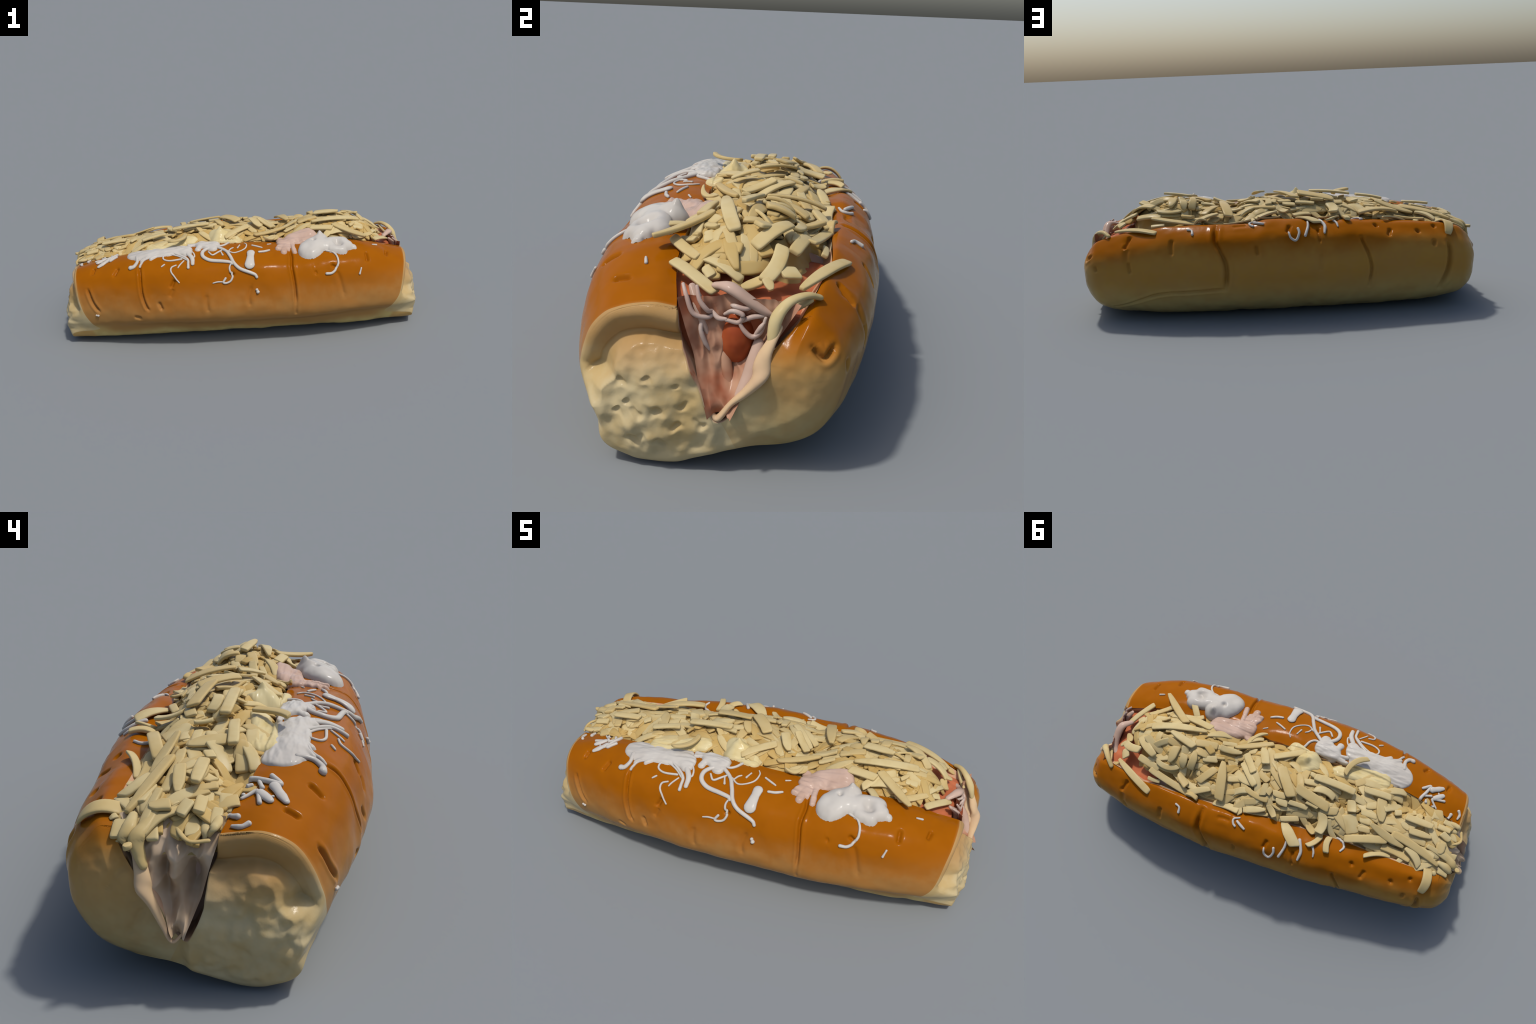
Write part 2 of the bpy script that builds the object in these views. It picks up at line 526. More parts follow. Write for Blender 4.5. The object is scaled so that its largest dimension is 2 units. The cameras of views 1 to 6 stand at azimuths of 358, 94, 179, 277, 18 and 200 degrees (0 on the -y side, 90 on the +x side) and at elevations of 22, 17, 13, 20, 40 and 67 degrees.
def bread_relief(P, nx, caps):
    """Lumps all over, then the cracks and pores pressed into the skin."""
    sh = P.shape
    n = np.cross(np.gradient(P, axis=1), np.gradient(P, axis=0))
    n /= np.maximum(np.linalg.norm(n, axis=2, keepdims=True), 1e-9)
    pts = P.reshape(-1, 3)
    move = fbm(pts, 4.0, 2, 1).reshape(sh[:2]) * .006 + fbm(pts, 11.0, 2, 2).reshape(sh[:2]) * .0025
    out = P - np.array([0, .02, .24])
    out[:, :, 0] *= .15
    cols = np.r_[0:nx + caps - 1, P.shape[1] - caps + 2:P.shape[1]]
    out[:, nx:] = P[:, nx:] * np.array([1, 0, 0])
    side = np.sign((n * out).sum(2))[:, cols]
    skin = np.ascontiguousarray(P[:, cols].reshape(-1, 3))
    dent = np.zeros(len(skin))

    def press(points, depth, width, taper=True):
        p = np.array(points, float) / 1000
        p = np.array([skin[np.argmin(((skin - q) ** 2).sum(1))] for q in p])
        line = spline(p, max(8, int(np.linalg.norm(np.diff(p, axis=0), axis=1).sum() / .004)))
        near = np.where(((skin > line.min(0) - .05) & (skin < line.max(0) + .05)).all(1))[0]
        best, at = np.full(len(near), 9.0), np.zeros(len(near))
        for k, q in enumerate(line):
            d = np.linalg.norm(skin[near] - q, axis=1)
            closer = d < best
            best[closer], at[closer] = d[closer], k / (len(line) - 1)
        fade = np.clip(np.minimum(at, 1 - at) * 6 + .25, 0, 1) if taper else 1
        g = np.exp(-(best / width) ** 2) - (.16 * np.exp(-((best - 2.4 * width) / (1.2 * width)) ** 2) if taper else 0)
        dent[near] = np.where(np.abs(g * depth * fade) > np.abs(dent[near]), g * depth * fade, dent[near])

    for kind, *points in CREASES:
        press(points, *RELIEF[kind])
    for a, b in PORES:
        press([a, b], .014, .009, False)
    # soft dimples scattered over the baked top
    r = random.Random(3)
    for _ in range(46):
        q = skin[r.randrange(len(skin))]
        d = np.linalg.norm((skin - q) * np.array([1, .7, .7]), axis=1)
        dent += r.uniform(-.004, .006) * np.exp(-(d / r.uniform(.02, .05)) ** 2)
    Q = P + n * move[:, :, None]
    Q[:, cols] -= n[:, cols] * (side * dent.reshape(sh[0], len(cols)))[:, :, None]
    return Q


# ---------------------------------------------------------------- filling
CREST = profile((-.95, .355), (-.9, .392), (-.8, .427), (-.65, .46), (-.37, .50), (-.25, .522), (-.09, .533), (.1, .533), (.22, .497),
                (.33, .525), (.42, .543), (.55, .548), (.66, .532), (.78, .472), (.85, .412), (.95, .35))


# dips between the heaped shreds: x, y, radius, depth
HOLLOWS = ((.77, .08, .03, .03), (-.32, .08, .028, .045), (-.63, -.045, .04, .05), (-.08, -.03, .03, .035), (.42, .19, .035, .03),
           (-.63, .17, .035, .03), (-.19, .235, .035, .03), (.50, .21, .04, .03), (-.17, -.09, .03, .03), (.60, .13, .025, .04), (.22, .05, .06, .02))


def heap(x, y):
    """Height of the heap of cheese over the plan."""
    x, y = np.asarray(x, float), np.asarray(y, float)
    a, b = NEAR_RIM(x), FAR_RIM(x)
    za, zb = NEAR_TOP(x) * .985 - .012, FAR_RIM_Z(x) - .024
    c = .05 + 0 * x
    zc = CREST(x)
    left = za + (zc - za) * np.sin(np.clip((y - a) / (c - a), 0, 1) * math.pi / 2) ** .75
    right = zb + (zc - zb) * np.sin(np.clip((b - y) / (b - c), 0, 1) * math.pi / 2) ** .7
    z = np.where(y < c, left, right)
    for hx, hy, r, deep in HOLLOWS:
        z = z - deep * np.exp(-((x - hx) / (1.5 * r)) ** 2 - ((y - hy) / r) ** 2)
    return z


def sheet(name, x, y, z, material, parent):
    """Grid of points to a mesh."""
    nx, ny = x.shape
    verts = np.stack([x, y, z], 2).reshape(-1, 3)
    faces = [(i * ny + j, (i + 1) * ny + j, (i + 1) * ny + j + 1, i * ny + j + 1) for i in range(nx - 1) for j in range(ny - 1)]
    return add(name, make_mesh(name, verts, faces), material, parent)


def build_cheese_mass(parent):
    nx, ny = 320, 110
    u = np.linspace(0, 1, nx)[:, None] * np.ones((1, ny))
    v = np.linspace(0, 1, ny)[None, :] * np.ones((nx, 1))
    x = -.915 + 1.715 * u
    y = NEAR_RIM(x) - .005 + v * (FAR_RIM(x) - NEAR_RIM(x) + .01)
    z = heap(x, y) - .008
    pts = np.stack([x.ravel(), y.ravel(), z.ravel()], 1)
    z = z + fbm(pts, 12, 3, 5).reshape(z.shape) * .018
    # the cheese thins out to bare sauce at the red end and along the far rim
    edge = smooth(.05, .13, y - (.215 - .19 * smooth(.45, .72, x)) + fbm(pts, 6, 2, 8).reshape(z.shape) * .05)
    z = z - .05 * edge * smooth(-.75, -.6, x)
    z = z - .12 * smooth(.70, .80, x) - .03 * smooth(-.87, -.90, x)
    sheet("cheese_mass", x, y, z, MAT_MASS, parent)["kind"] = "stuff"


def build_core(parent):
    """Soft sauce-soaked filling inside the slit, and the red sauce on top of it."""
    for name, lo, hi, mat, drop in (("soaked_filling", -.885, .62, MAT_PINK, .034), ("red_sauce_layer", .58, .882, MAT_SALMON, .0)):
        nx, ny = 170, 70
        x = np.linspace(lo, hi, nx)[:, None] * np.ones((1, ny))
        v = np.linspace(0, 1, ny)[None, :] * np.ones((nx, 1))
        y = NEAR_RIM(x) - .003 + v * (FAR_RIM(x) - NEAR_RIM(x) + .006)
        if name == "soaked_filling":
            z = heap(x, y) - drop
            z = np.minimum(z, FAR_RIM_Z(x) + .03 + .0 * y)
        else:
            z = .455 - .17 * np.clip(v - .45, -1, 1) * .35 - .05 * smooth(.6, .9, x) + 0 * y
            z = np.minimum(z, NEAR_TOP(x) - .03)
        pts = np.stack([x.ravel(), y.ravel(), z.ravel()], 1)
        z = z + fbm(pts, 9, 3, 12).reshape(z.shape) * .012
        # skirts at both ends drop down into the slit
        for end in (0, -1):
            step = 1 if end == 0 else -1
            for k in range(6):
                row = end + step * k
                z[row] = z[row] - .26 * (1 - k / 6) ** 2.2 * np.ones(ny)
        sheet(name, x, y, z, mat, parent)


def tube(name, points, radii, material, parent, sides=10, squash=1.0, steps=6, up=None):
    """Rounded tube along a smooth line; squash flattens it along its second axis."""
    n = max(6, (len(points) - 1) * steps)
    line = spline(points, n)
    rad = np.interp(np.linspace(0, 1, n), np.linspace(0, 1, len(radii)), radii)
    cap = 3
    tang = np.gradient(line, axis=0)
    tang /= np.linalg.norm(tang, axis=1, keepdims=True)
    rows, normals = [], []
    for k in range(-cap, n + cap):
        i = min(max(k, 0), n - 1)
        c, r = line[i].copy(), rad[i]
        if k < 0 or k >= n:
            a = (-k if k < 0 else k - n + 1) / cap * math.pi / 2
            c = c + tang[i] * (-1 if k < 0 else 1) * r * math.sin(a) * .9
            r = r * max(math.cos(a), .06)
        rows.append((c, r, i))
    verts, faces = [], []
    for c, r, i in rows:
        t = tang[i]
        ref = np.array((0, 0, 1.0)) if up is None else np.array(up[min(i * len(up) // n, len(up) - 1)])
        s = np.cross(t, ref)
        s /= max(np.linalg.norm(s), 1e-6)
        w = np.cross(s, t)
        for k in range(sides):
            a = 2 * math.pi * k / sides
            verts.append(c + s * r * math.cos(a) + w * r * squash * math.sin(a))
    m = len(rows)
    for j in range(m - 1):
        for k in range(sides):
            k2 = (k + 1) % sides
            faces.append((j * sides + k, j * sides + k2, (j + 1) * sides + k2, (j + 1) * sides + k))
    faces.append(tuple(range(sides))[::-1])
    faces.append(tuple((m - 1) * sides + k for k in range(sides)))
    return add(name, make_mesh(name, verts, faces), material, parent)


# ------------------------------------------------------------ grated cheese
def shred_mesh(name, length, width, thick, bend, r, sag=(0, 0, 0)):
    """One shred: a flat strip with rounded edges, cut or pointed ends."""
    n, sides = 16, 12
    taper_a = r.choice((0, 0, 0, .2, .5))
    taper_b = r.choice((0, 0, 0, 0, .25, .6))
    wave, ph = r.uniform(.0, .06) * width, r.uniform(0, 6)
    skew = r.uniform(-.35, .35) * width
    verts, faces = [], []
    for i in range(n):
        t = .5 - .5 * math.cos(math.pi * i / (n - 1))
        u = 2 * t - 1
        e = 1 - abs(u) ** 14 * .25
        if i in (0, n - 1):
            e *= .8
        w = width / 2 * e
        w *= 1 - taper_a * max(0, (-u - .1) / .9) ** 1.5
        w *= 1 - taper_b * max(0, (u - .1) / .9) ** 1.5
        h = thick / 2 * (1 if 0 < i < n - 1 else .55)
        x, y0 = u * length / 2, bend * (1 - u * u) + wave * math.sin(5 * t + ph)
        z0 = sag[0] * (1 - t) * (1 - 2 * t) + sag[1] * 4 * t * (1 - t) + sag[2] * t * (2 * t - 1)
        for k in range(sides):
            a = 2 * math.pi * (k + .5) / sides
            c, s = math.cos(a), math.sin(a)
            py = math.copysign(abs(c) ** .4, c) * w
            pz = math.copysign(abs(s) ** .45, s) * h
            verts.append((x + skew * py / width * abs(u) ** 3, y0 + py, z0 + pz))
    for j in range(n - 1):
        for k in range(sides):
            k2 = (k + 1) % sides
            faces.append((j * sides + k, j * sides + k2, (j + 1) * sides + k2, (j + 1) * sides + k))
    faces.append(tuple(range(sides))[::-1])
    faces.append(tuple((n - 1) * sides + k for k in range(sides)))
    return make_mesh(name, verts, faces)


# middle x, middle y (mm), heading (degrees), length, width (mm), layer in the heap, sideways bend (mm)
CHEESE_OVER_RED_END = [
    (806, -61, -126, 156, 28, 2, 0), (699, -102, -143, 139, 26, 2, 0), (621, -118, 139, 205, 33, 3, 0), (778, 6, -117, 121, 23, 1, 0),
    (676, 127, 142, 141, 37, 3, -3), (558, -3, -167, 272, 34, 3, 3), (512, 54, 166, 133, 33, 4, 0), (634, 83, 90, 80, 27, 2, 0),
    (578, 68, -169, 102, 30, 1, 0), (531, 136, 82, 84, 37, 3, 0), (474, 147, 96, 67, 33, 3, 0), (432, 128, 91, 91, 33, 3, 0),
    (545, 178, -173, 117, 25, 2, -19), (764, 136, 160, 122, 35, 2, -10), (826, 129, -145, 35, 21, 2, 0), (786, 178, 112, 47, 36, 2, 0),
    (706, 268, 152, 238, 31, 3, -3), (878, 192, 114, 101, 16, 2, 0), (828, 229, -173, 35, 21, 1, 0), (814, 85, 116, 53, 31, 1, 0),
    (721, 57, -176, 125, 28, 1, 0), (722, 81, 180, 112, 21, 1, 0), (708, 17, -158, 75, 24, 2, 0), (679, -41, -172, 52, 26, 1, 0),
    (648, -38, -137, 43, 17, 2, 0), (645, -102, -131, 59, 17, 1, 0), (627, -86, -142, 45, 17, 1, 0), (577, -56, -175, 98, 24, 1, 0),
    (504, 251, 169, 238, 29, 2, -3), (643, 198, 166, 122, 31, 1, 0), (594, 264, 179, 64, 17, 1, 0), (451, 227, 141, 75, 33, 3, 0),
    (483, 222, 147, 60, 12, 1, 0), (353, 251, -154, 112, 28, 3, 3), (789, -26, -151, 37, 25, 0, 0), (592, 100, -166, 35, 15, 1, 0),
    (569, 115, -137, 33, 20, 1, 0), (587, 141, 128, 25, 18, 1, 0), (626, 137, 176, 28, 27, 0, 0), (636, 184, 176, 40, 20, 1, 0),
    (548, -173, 121, 120, 28, 2, 0),
]
CHEESE_BY_DOLLOP = [
    (470, -76, 172, 119, 34, 3, 0), (400, 29, -167, 110, 33, 2, 0), (377, 58, -160, 85, 28, 1, 0), (343, 166, 54, 107, 33, 2, 1),
    (266, 172, 103, 186, 41, 4, 0), (310, 65, -155, 37, 13, 2, 0), (233, 102, -141, 69, 40, 0, 0), (249, 59, -148, 47, 26, 1, 0),
    (194, 133, -166, 97, 28, 2, 0), (234, 159, 102, 21, 26, 1, 0), (199, 199, -156, 80, 26, 2, 0), (287, 230, -168, 27, 23, 2, 0),
    (149, 95, 134, 148, 29, 3, -1), (162, 44, 128, 117, 31, 4, 0), (278, 6, -169, 111, 28, 3, -6), (297, -25, -164, 72, 20, 2, 0),
    (178, -59, -154, 187, 27, 3, 0), (174, -28, -165, 39, 25, 2, 0), (223, 17, -152, 33, 25, 2, 0), (104, -8, 119, 97, 36, 4, 0),
    (137, 9, 165, 58, 30, 2, 0), (77, 88, 153, 73, 28, 2, 0), (48, 150, 91, 59, 29, 3, 0), (21, 150, -104, 34, 26, 3, 0),
    (91, 169, 165, 153, 24, 2, -13), (79, 149, 114, 48, 26, 1, 0), (204, 275, 178, 129, 33, 2, 10), (142, 255, 118, 73, 26, 1, 0),
    (63, 249, -165, 109, 29, 3, 0), (49, 258, -169, 110, 16, 2, 0), (-20, 234, 135, 62, 28, 3, 0), (-35, 209, 169, 46, 11, 3, 0),
    (383, 286, 174, 72, 23, 2, 2), (122, 218, 157, 54, 26, 1, 0), (63, 215, -172, 60, 23, 1, 0), (206, 227, -160, 77, 36, 0, 0),
    (171, -114, -143, 84, 17, 3, 22), (271, 40, -150, 46, 27, 1, 0), (323, 54, -150, 43, 17, 1, 0), (398, 136, -158, 37, 27, 0, 0),
    (391, 166, -177, 24, 27, 0, 0), (363, 151, -161, 26, 26, 0, 0), (357, 88, -163, 72, 30, 1, 0), (180, 88, 126, 38, 20, 1, 0),
    (81, 70, 132, 44, 26, 1, 0), (398, 231, -178, 35, 20, 1, 0),
]
CHEESE_IN_MIDDLE = [
    (-44, 84, 126, 152, 44, 4, -5), (-7, -69, -146, 161, 31, 3, -2), (-102, 51, 115, 73, 32, 3, 0), (-223, 17, 168, 170, 21, 3, 0),
    (-267, 13, 179, 201, 32, 4, 2), (-157, 39, -169, 72, 29, 2, 0), (-232, 70, 178, 104, 32, 3, 12), (-188, 115, 169, 176, 42, 4, -3),
    (-281, 137, -165, 83, 34, 3, -3), (-230, 105, 177, 31, 26, 2, 0), (-197, 147, 174, 61, 16, 4, 0), (-133, 166, -179, 92, 21, 3, 0),
    (-52, 179, 178, 59, 29, 3, 0), (-29, 150, -176, 61, 29, 3, 0), (-83, 195, -162, 110, 19, 2, 0), (-112, 230, -159, 87, 24, 3, 0),
    (-136, 300, 134, 128, 48, 4, -2), (-260, 207, 95, 93, 42, 3, 11), (-222, 233, 141, 75, 31, 2, 0), (-259, 289, -128, 84, 24, 3, -12),
    (-328, 285, 94, 81, 26, 3, -7), (-356, 184, 157, 98, 62, 0, 0), (-401, 153, 115, 90, 62, 2, 0), (-377, 78, 112, 57, 39, 3, 0),
    (-490, 200, -161, 200, 34, 4, 0), (-314, 66, -173, 47, 29, 2, 0), (-283, 103, -150, 52, 19, 2, 0), (-194, -49, -158, 107, 30, 1, 0),
    (-314, -63, 179, 138, 36, 1, 0), (-338, -121, -127, 137, 25, 4, 26), (-458, 113, -177, 68, 28, 2, 0), (-467, 153, -166, 54, 26, 2, 0),
    (8, 74, 140, 112, 23, 2, 0), (7, 108, 144, 58, 29, 1, 0), (-145, 143, 169, 34, 19, 2, 0), (-340, 139, 155, 33, 26, 1, 0),
    (-295, 188, 121, 36, 20, 1, 0),
]
CHEESE_AT_PALE_END = [
    (-476, -29, -176, 133, 29, 4, 0), (-550, -66, -178, 108, 38, 2, -1), (-519, 41, 104, 109, 46, 3, 0), (-469, 34, -163, 53, 36, 2, 0),
    (-467, 82, -177, 75, 26, 2, 0), (-580, 151, 169, 191, 34, 4, 0), (-729, 158, 167, 259, 33, 3, 10), (-655, 111, -180, 223, 28, 2, 4),
    (-710, 27, -180, 132, 31, 4, 0), (-731, 79, -173, 115, 30, 3, 0), (-652, 68, 151, 53, 28, 2, 0), (-609, 60, 131, 59, 46, 1, 0),
    (-599, 21, -155, 34, 26, 3, 0), (-659, 10, -139, 78, 15, 2, 11), (-655, -28, -153, 42, 20, 1, 0), (-702, -15, 137, 39, 33, 1, 0),
    (-751, -44, 110, 60, 44, 1, 0), (-795, -56, 119, 65, 41, 0, 0), (-783, 25, 114, 69, 23, 2, 0), (-835, 3, 178, 63, 27, 3, 0),
    (-858, -39, 178, 66, 25, 2, 0), (-854, 39, 167, 53, 30, 3, 0), (-812, 75, -158, 40, 23, 2, 0), (-845, 104, 90, 54, 40, 3, 0),
    (-845, 128, 173, 141, 21, 3, 0), (-789, 150, 168, 76, 20, 3, 0), (-727, 197, 148, 105, 33, 3, 12), (-647, 203, 176, 145, 31, 2, 6),
    (-567, 250, -156, 133, 21, 3, 6), (-887, 146, 174, 88, 37, 1, 0), (-886, 197, 177, 56, 37, 2, 0), (-817, 268, 90, 123, 41, 3, 0),
    (-956, 161, 153, 24, 20, 2, 0), (-851, 226, 144, 18, 20, 1, 0), (-513, 160, -157, 58, 20, 2, 0), (-472, 158, -167, 49, 23, 2, 0),
    (-458, 118, -176, 51, 29, 2, 0), (-704, 42, -178, 35, 26, 1, 0), (-743, 41, 180, 25, 17, 1, 0), (-805, 100, -151, 27, 27, 1, 0),
]

LAYER = (.0, .006, .016, .029, .043)


def rest(x, y):
    """Height a shred rests at: heap, or the bread beyond the rims."""
    x = min(max(x, -.93), .9)
    z = float(heap(x, y))
    a, b = float(NEAR_RIM(x)), float(FAR_RIM(x))
    if y < a or y > b:
        hit = SKIN.ray_cast(Vector((x, y, 1)), Vector((0, 0, -1)))
        if hit[0] is not None:
            return max(hit[0].z + .002, z - .03) if y < a else hit[0].z + .002
    return z


def build_shreds(parent):
    count = 0
    for zone in (CHEESE_OVER_RED_END, CHEESE_BY_DOLLOP, CHEESE_IN_MIDDLE, CHEESE_AT_PALE_END):
        for mx, my, heading, length, width, layer, bend in zone:
            a = math.radians(heading)
            length, width = length / 1000 * 1.05, width / 1000 * 1.16
            mx, my = mx / 1000, my / 1000
            dx, dy = math.cos(a) * length / 2, math.sin(a) * length / 2
            thick = rng.uniform(.009, .014) if width > .016 else width * .7
            off = LAYER[layer] + rng.uniform(-.002, .004)
            if max(my + dy, my - dy) > float(FAR_RIM(mx)) + .02:
                off = min(off, .010)
            z = [rest(mx - dx, my - dy) + off, rest(mx, my) + off, rest(mx + dx, my + dy) + off]
            chord = (z[0] + z[2]) / 2
            lift = max(z[1] - chord, -.006)
            if max(my + dy, my - dy) > float(FAR_RIM(mx)) or min(my + dy, my - dy) < float(NEAR_RIM(mx)):
                for t in (.2, .35, .5, .65, .8):
                    need = rest(mx + (2 * t - 1) * dx, my + (2 * t - 1) * dy) + .009 - (z[0] * (1 - t) + z[2] * t)
                    lift = max(lift, min(need / (4 * t * (1 - t)), .035))
            me = shred_mesh("cheese_shred", length, width, thick, bend / 1000, rng, (0, lift, 0))
            ob = add("cheese_shred", me, MAT_SHRED, parent)
            pitch = math.atan2(z[2] - z[0], length)
            # bank the strip with the slope of the heap under it
            nx, ny = -math.sin(a), math.cos(a)
            roll = math.atan2(rest(mx + nx * .02, my + ny * .02) - rest(mx - nx * .02, my - ny * .02), .04)
            ob.rotation_euler = (max(-.6, min(.6, roll)) * .7 + rng.uniform(-.12, .12), -pitch, a)
            if layer >= 3:
                ob.rotation_euler.y += rng.uniform(-.09, .09)
                ob.rotation_euler.x += rng.uniform(-.15, .15)
            ob.location = (mx, my, chord)
            count += 1
    # the rest of the heap, deeper down
    shapes = [shred_mesh("cheese_shred_short", rng.uniform(.08, .17), rng.uniform(.028, .044), rng.uniform(.009, .013),
                         rng.uniform(-.014, .014), rng, (0, rng.uniform(0, .014), 0)) for _ in range(16)]
    pile_verts, pile_faces = [], []
    for k in range(520):
        x = rng.uniform(-.88, .80)
        a0, b0 = float(NEAR_RIM(x)) + .03, float(FAR_RIM(x)) - .03
        y = rng.uniform(a0, b0)
        if x > .46 and y > .22 - .5 * (x - .46) or x > .77:
            continue
        a = rng.gauss(0, .75)
        e = .04
        dz = (rest(x + math.cos(a) * e, y + math.sin(a) * e) - rest(x - math.cos(a) * e, y - math.sin(a) * e)) / (2 * e)
        side = (rest(x - math.sin(a) * e, y + math.cos(a) * e) - rest(x + math.sin(a) * e, y - math.cos(a) * e)) / (2 * e)
        turn = Euler((max(-.7, min(.7, side)) + rng.uniform(-.22, .22), -math.atan(dz) + rng.uniform(-.13, .13), a))
        where = Vector((x, y, rest(x, y) + (rng.uniform(.0, .012) if count < 300 else rng.uniform(-.012, .004))))
        shape = shapes[k % len(shapes)]
        if count < 300:
            ob = add("cheese_shred", shape, MAT_SHRED, parent)
            ob.rotation_euler, ob.location = turn, where
            count += 1
        else:
            m = turn.to_matrix()
            o = len(pile_verts)
            pile_verts += [m @ v.co + where for v in shape.vertices]
            pile_faces += [tuple(i + o for i in p.vertices) for p in shape.polygons]
    add("cheese_shred_pile", make_mesh("cheese_shred_pile", pile_verts, pile_faces), MAT_MASS, parent, "stuff")


# -------------------------------------------------------------- white sauce
SAUCE_NEAR = [
    (21, (-123, -212, 507), (-163, -217, 507), (-197, -248, 500), (-197, -286, 487), (-162, -313, 475), (-98, -326, 471), (-54, -334, 466), (-44, -342, 460)),
    (19, (-126, -205, 508), (-76, -251, 500), (-52, -296, 485), (-33, -340, 462), (-3, -363, 439), (49, -379, 421), (75, -387, 410), (84, -394, 397)),
    (11, (-49, -341, 461), (-58, -357, 447), (-56, -371, 430), (-44, -383, 410), (-56, -396, 386), (-81, -401, 377), (-95, -399, 382), (-82, -389, 400)),
    (8, (-100, -398, 384), (-126, -398, 385), (-150, -400, 381)),
    (8, (-68, -249, 500), (-36, -271, 495), (1, -261, 497), (33, -235, 503), (41, -197, 508), (30, -174, 508)),
    (8, (4, -202, 508), (-9, -231, 504)),
    (10, (-167, -254, 499), (-146, -278, 491), (-117, -261, 497), (-92, -241, 502)),
    (9, (-102, -251, 500), (-91, -284, 490)),
    (8, (-59, -257, 499), (-46, -236, 503), (-32, -226, 505)),
    (12, (-149, -178, 509), (-104, -199, 508), (-74, -184, 509), (-56, -151, 506)),
    (9, (-342, -322, 460), (-366, -329, 451), (-369, -345, 434), (-351, -363, 413), (-328, -381, 387)),
    (10, (-313, -286, 479), (-375, -286, 473), (-410, -269, 476), (-409, -243, 485), (-376, -237, 490), (-330, -260, 487), (-282, -301, 475)),
    (25, (-325, -182, 501), (-279, -251, 494), (-256, -291, 482), (-253, -329, 462)),
    (9, (-309, -177, 502), (-255, -239, 499), (-243, -277, 488), (-254, -288, 483)),
    (14, (-381, -212, 495), (-318, -258, 489), (-281, -295, 478), (-277, -328, 461), (-277, -344, 449)),
    (8, (-300, -300, 475), (-322, -324, 460), (-332, -337, 450)),
    (21, (-558, -216, 472), (-553, -256, 460), (-568, -280, 445), (-588, -281, 438)),
    (12, (-460, -235, 482), (-515, -254, 469), (-536, -288, 449)),
    (12, (-578, -181, 474), (-555, -223, 471)),
    (9, (-405, -303, 460), (-421, -313, 451)),
    (28, (-747, -135, 444), (-783, -164, 433)),
    (13, (-727, -139, 449), (-690, -126, 454)),
    (45, (61, -277, 492), (56, -316, 476), (50, -352, 453)),
    (10, (71, -207, 506), (98, -220, 502), (124, -231, 498)),
    (13, (105, -272, 491), (135, -266, 489), (163, -253, 489)),
    (7, (157, -187, 499), (177, -177, 496)),
    (12, (445, -249, 485), (466, -277, 476), (500, -289, 469), (521, -318, 453), (524, -349, 426), (509, -366, 404), (486, -378, 388), (457, -382, 388)),
    (9, (734, -197, 459), (759, -191, 453)),
    (9, (647, -348, 393), (642, -356, 381), (637, -363, 368)),
    (16, (80, -416, 335), (85, -420, 323)),
    (10, (-793, -324, 205), (-782, -326, 204)),
]
SAUCE_FAR = [
    (12, (-41, 397, 435), (-50, 413, 410), (-74, 416, 398), (-90, 400, 426), (-86, 382, 445)),
    (13, (-134, 334, 466), (-134, 363, 448), (-119, 403, 414)),
    (16, (-193, 308, 465), (-216, 352, 446), (-212, 388, 418)),
    (11, (-263, 317, 463), (-275, 337, 454), (-279, 356, 441)),
    (12, (-360, 233, 451), (-392, 243, 456), (-405, 267, 459), (-394, 292, 462)),
    (11, (441, 335, 447), (421, 345, 444), (417, 366, 430)),
    (11, (115, 306, 470), (143, 318, 463), (138, 337, 458), (126, 346, 456)),
    (14, (122, 324, 467), (78, 349, 468)),
]
SAUCE_END = [
    (16, (-676, -159, 459), (-709, -184, 446), (-699, -148, 455), (-681, -111, 453), (-680, -98, 424), (-694, -94, 396), (-715, -92, 401), (-753, -93, 438)),
    (29, (-719, -170, 447), (-772, -202, 422)),
    (12, (-768, -90, 435), (-740, -120, 444), (-744, -129, 445), (-797, -140, 433)),
    (14, (-708, -110, 448), (-712, -96, 440), (-711, -92, 401)),
    (8, (-759, -170, 437), (-769, -150, 439)),
    (14, (-835, -68, 406), (-844, -77, 417), (-848, -92, 418)),
    (14, (-880, -124, 414), (-890, -106, 410), (-885, -83, 408)),
]


def make_skin():
    from mathutils.bvhtree import BVHTree
    verts, faces = [], []
    for name in ("bread_crust", "bread_crumb", "cut_face"):
        me, o = bpy.data.objects[name].data, len(verts)
        verts += [v.co.copy() for v in me.vertices]
        faces += [tuple(i + o for i in p.vertices) for p in me.polygons]
    return BVHTree.FromPolygons(verts, faces)


def build_strands(parent):
    for group in (SAUCE_NEAR, SAUCE_FAR, SAUCE_END):
        for width, *points in group:
            r = width / 2000
            high = min(r, .0085)
            line = spline(np.array(points, float) / 1000, max(6, 5 * len(points)))
            placed, ups = [], []
            for p in line:
                co, no, _, _ = SKIN.find_nearest(Vector(p))
                no = Vector(no)
                if no.dot(Vector((0, p[1] - .02, p[2] - .2))) < 0:
                    no = -no
                placed.append(np.array(co + no * high * .55))
                ups.append(tuple(no))
            taper = rng.choice(((.9, 1, 1, .8), (1, .85, 1, 1.25), (1.1, .9, 1, .7), (.75, 1, 1, 1.1)))
            tube("sauce_strand", placed, [r * k for k in taper], MAT_WHITE, parent, sides=12, squash=high / r, steps=2, up=ups)


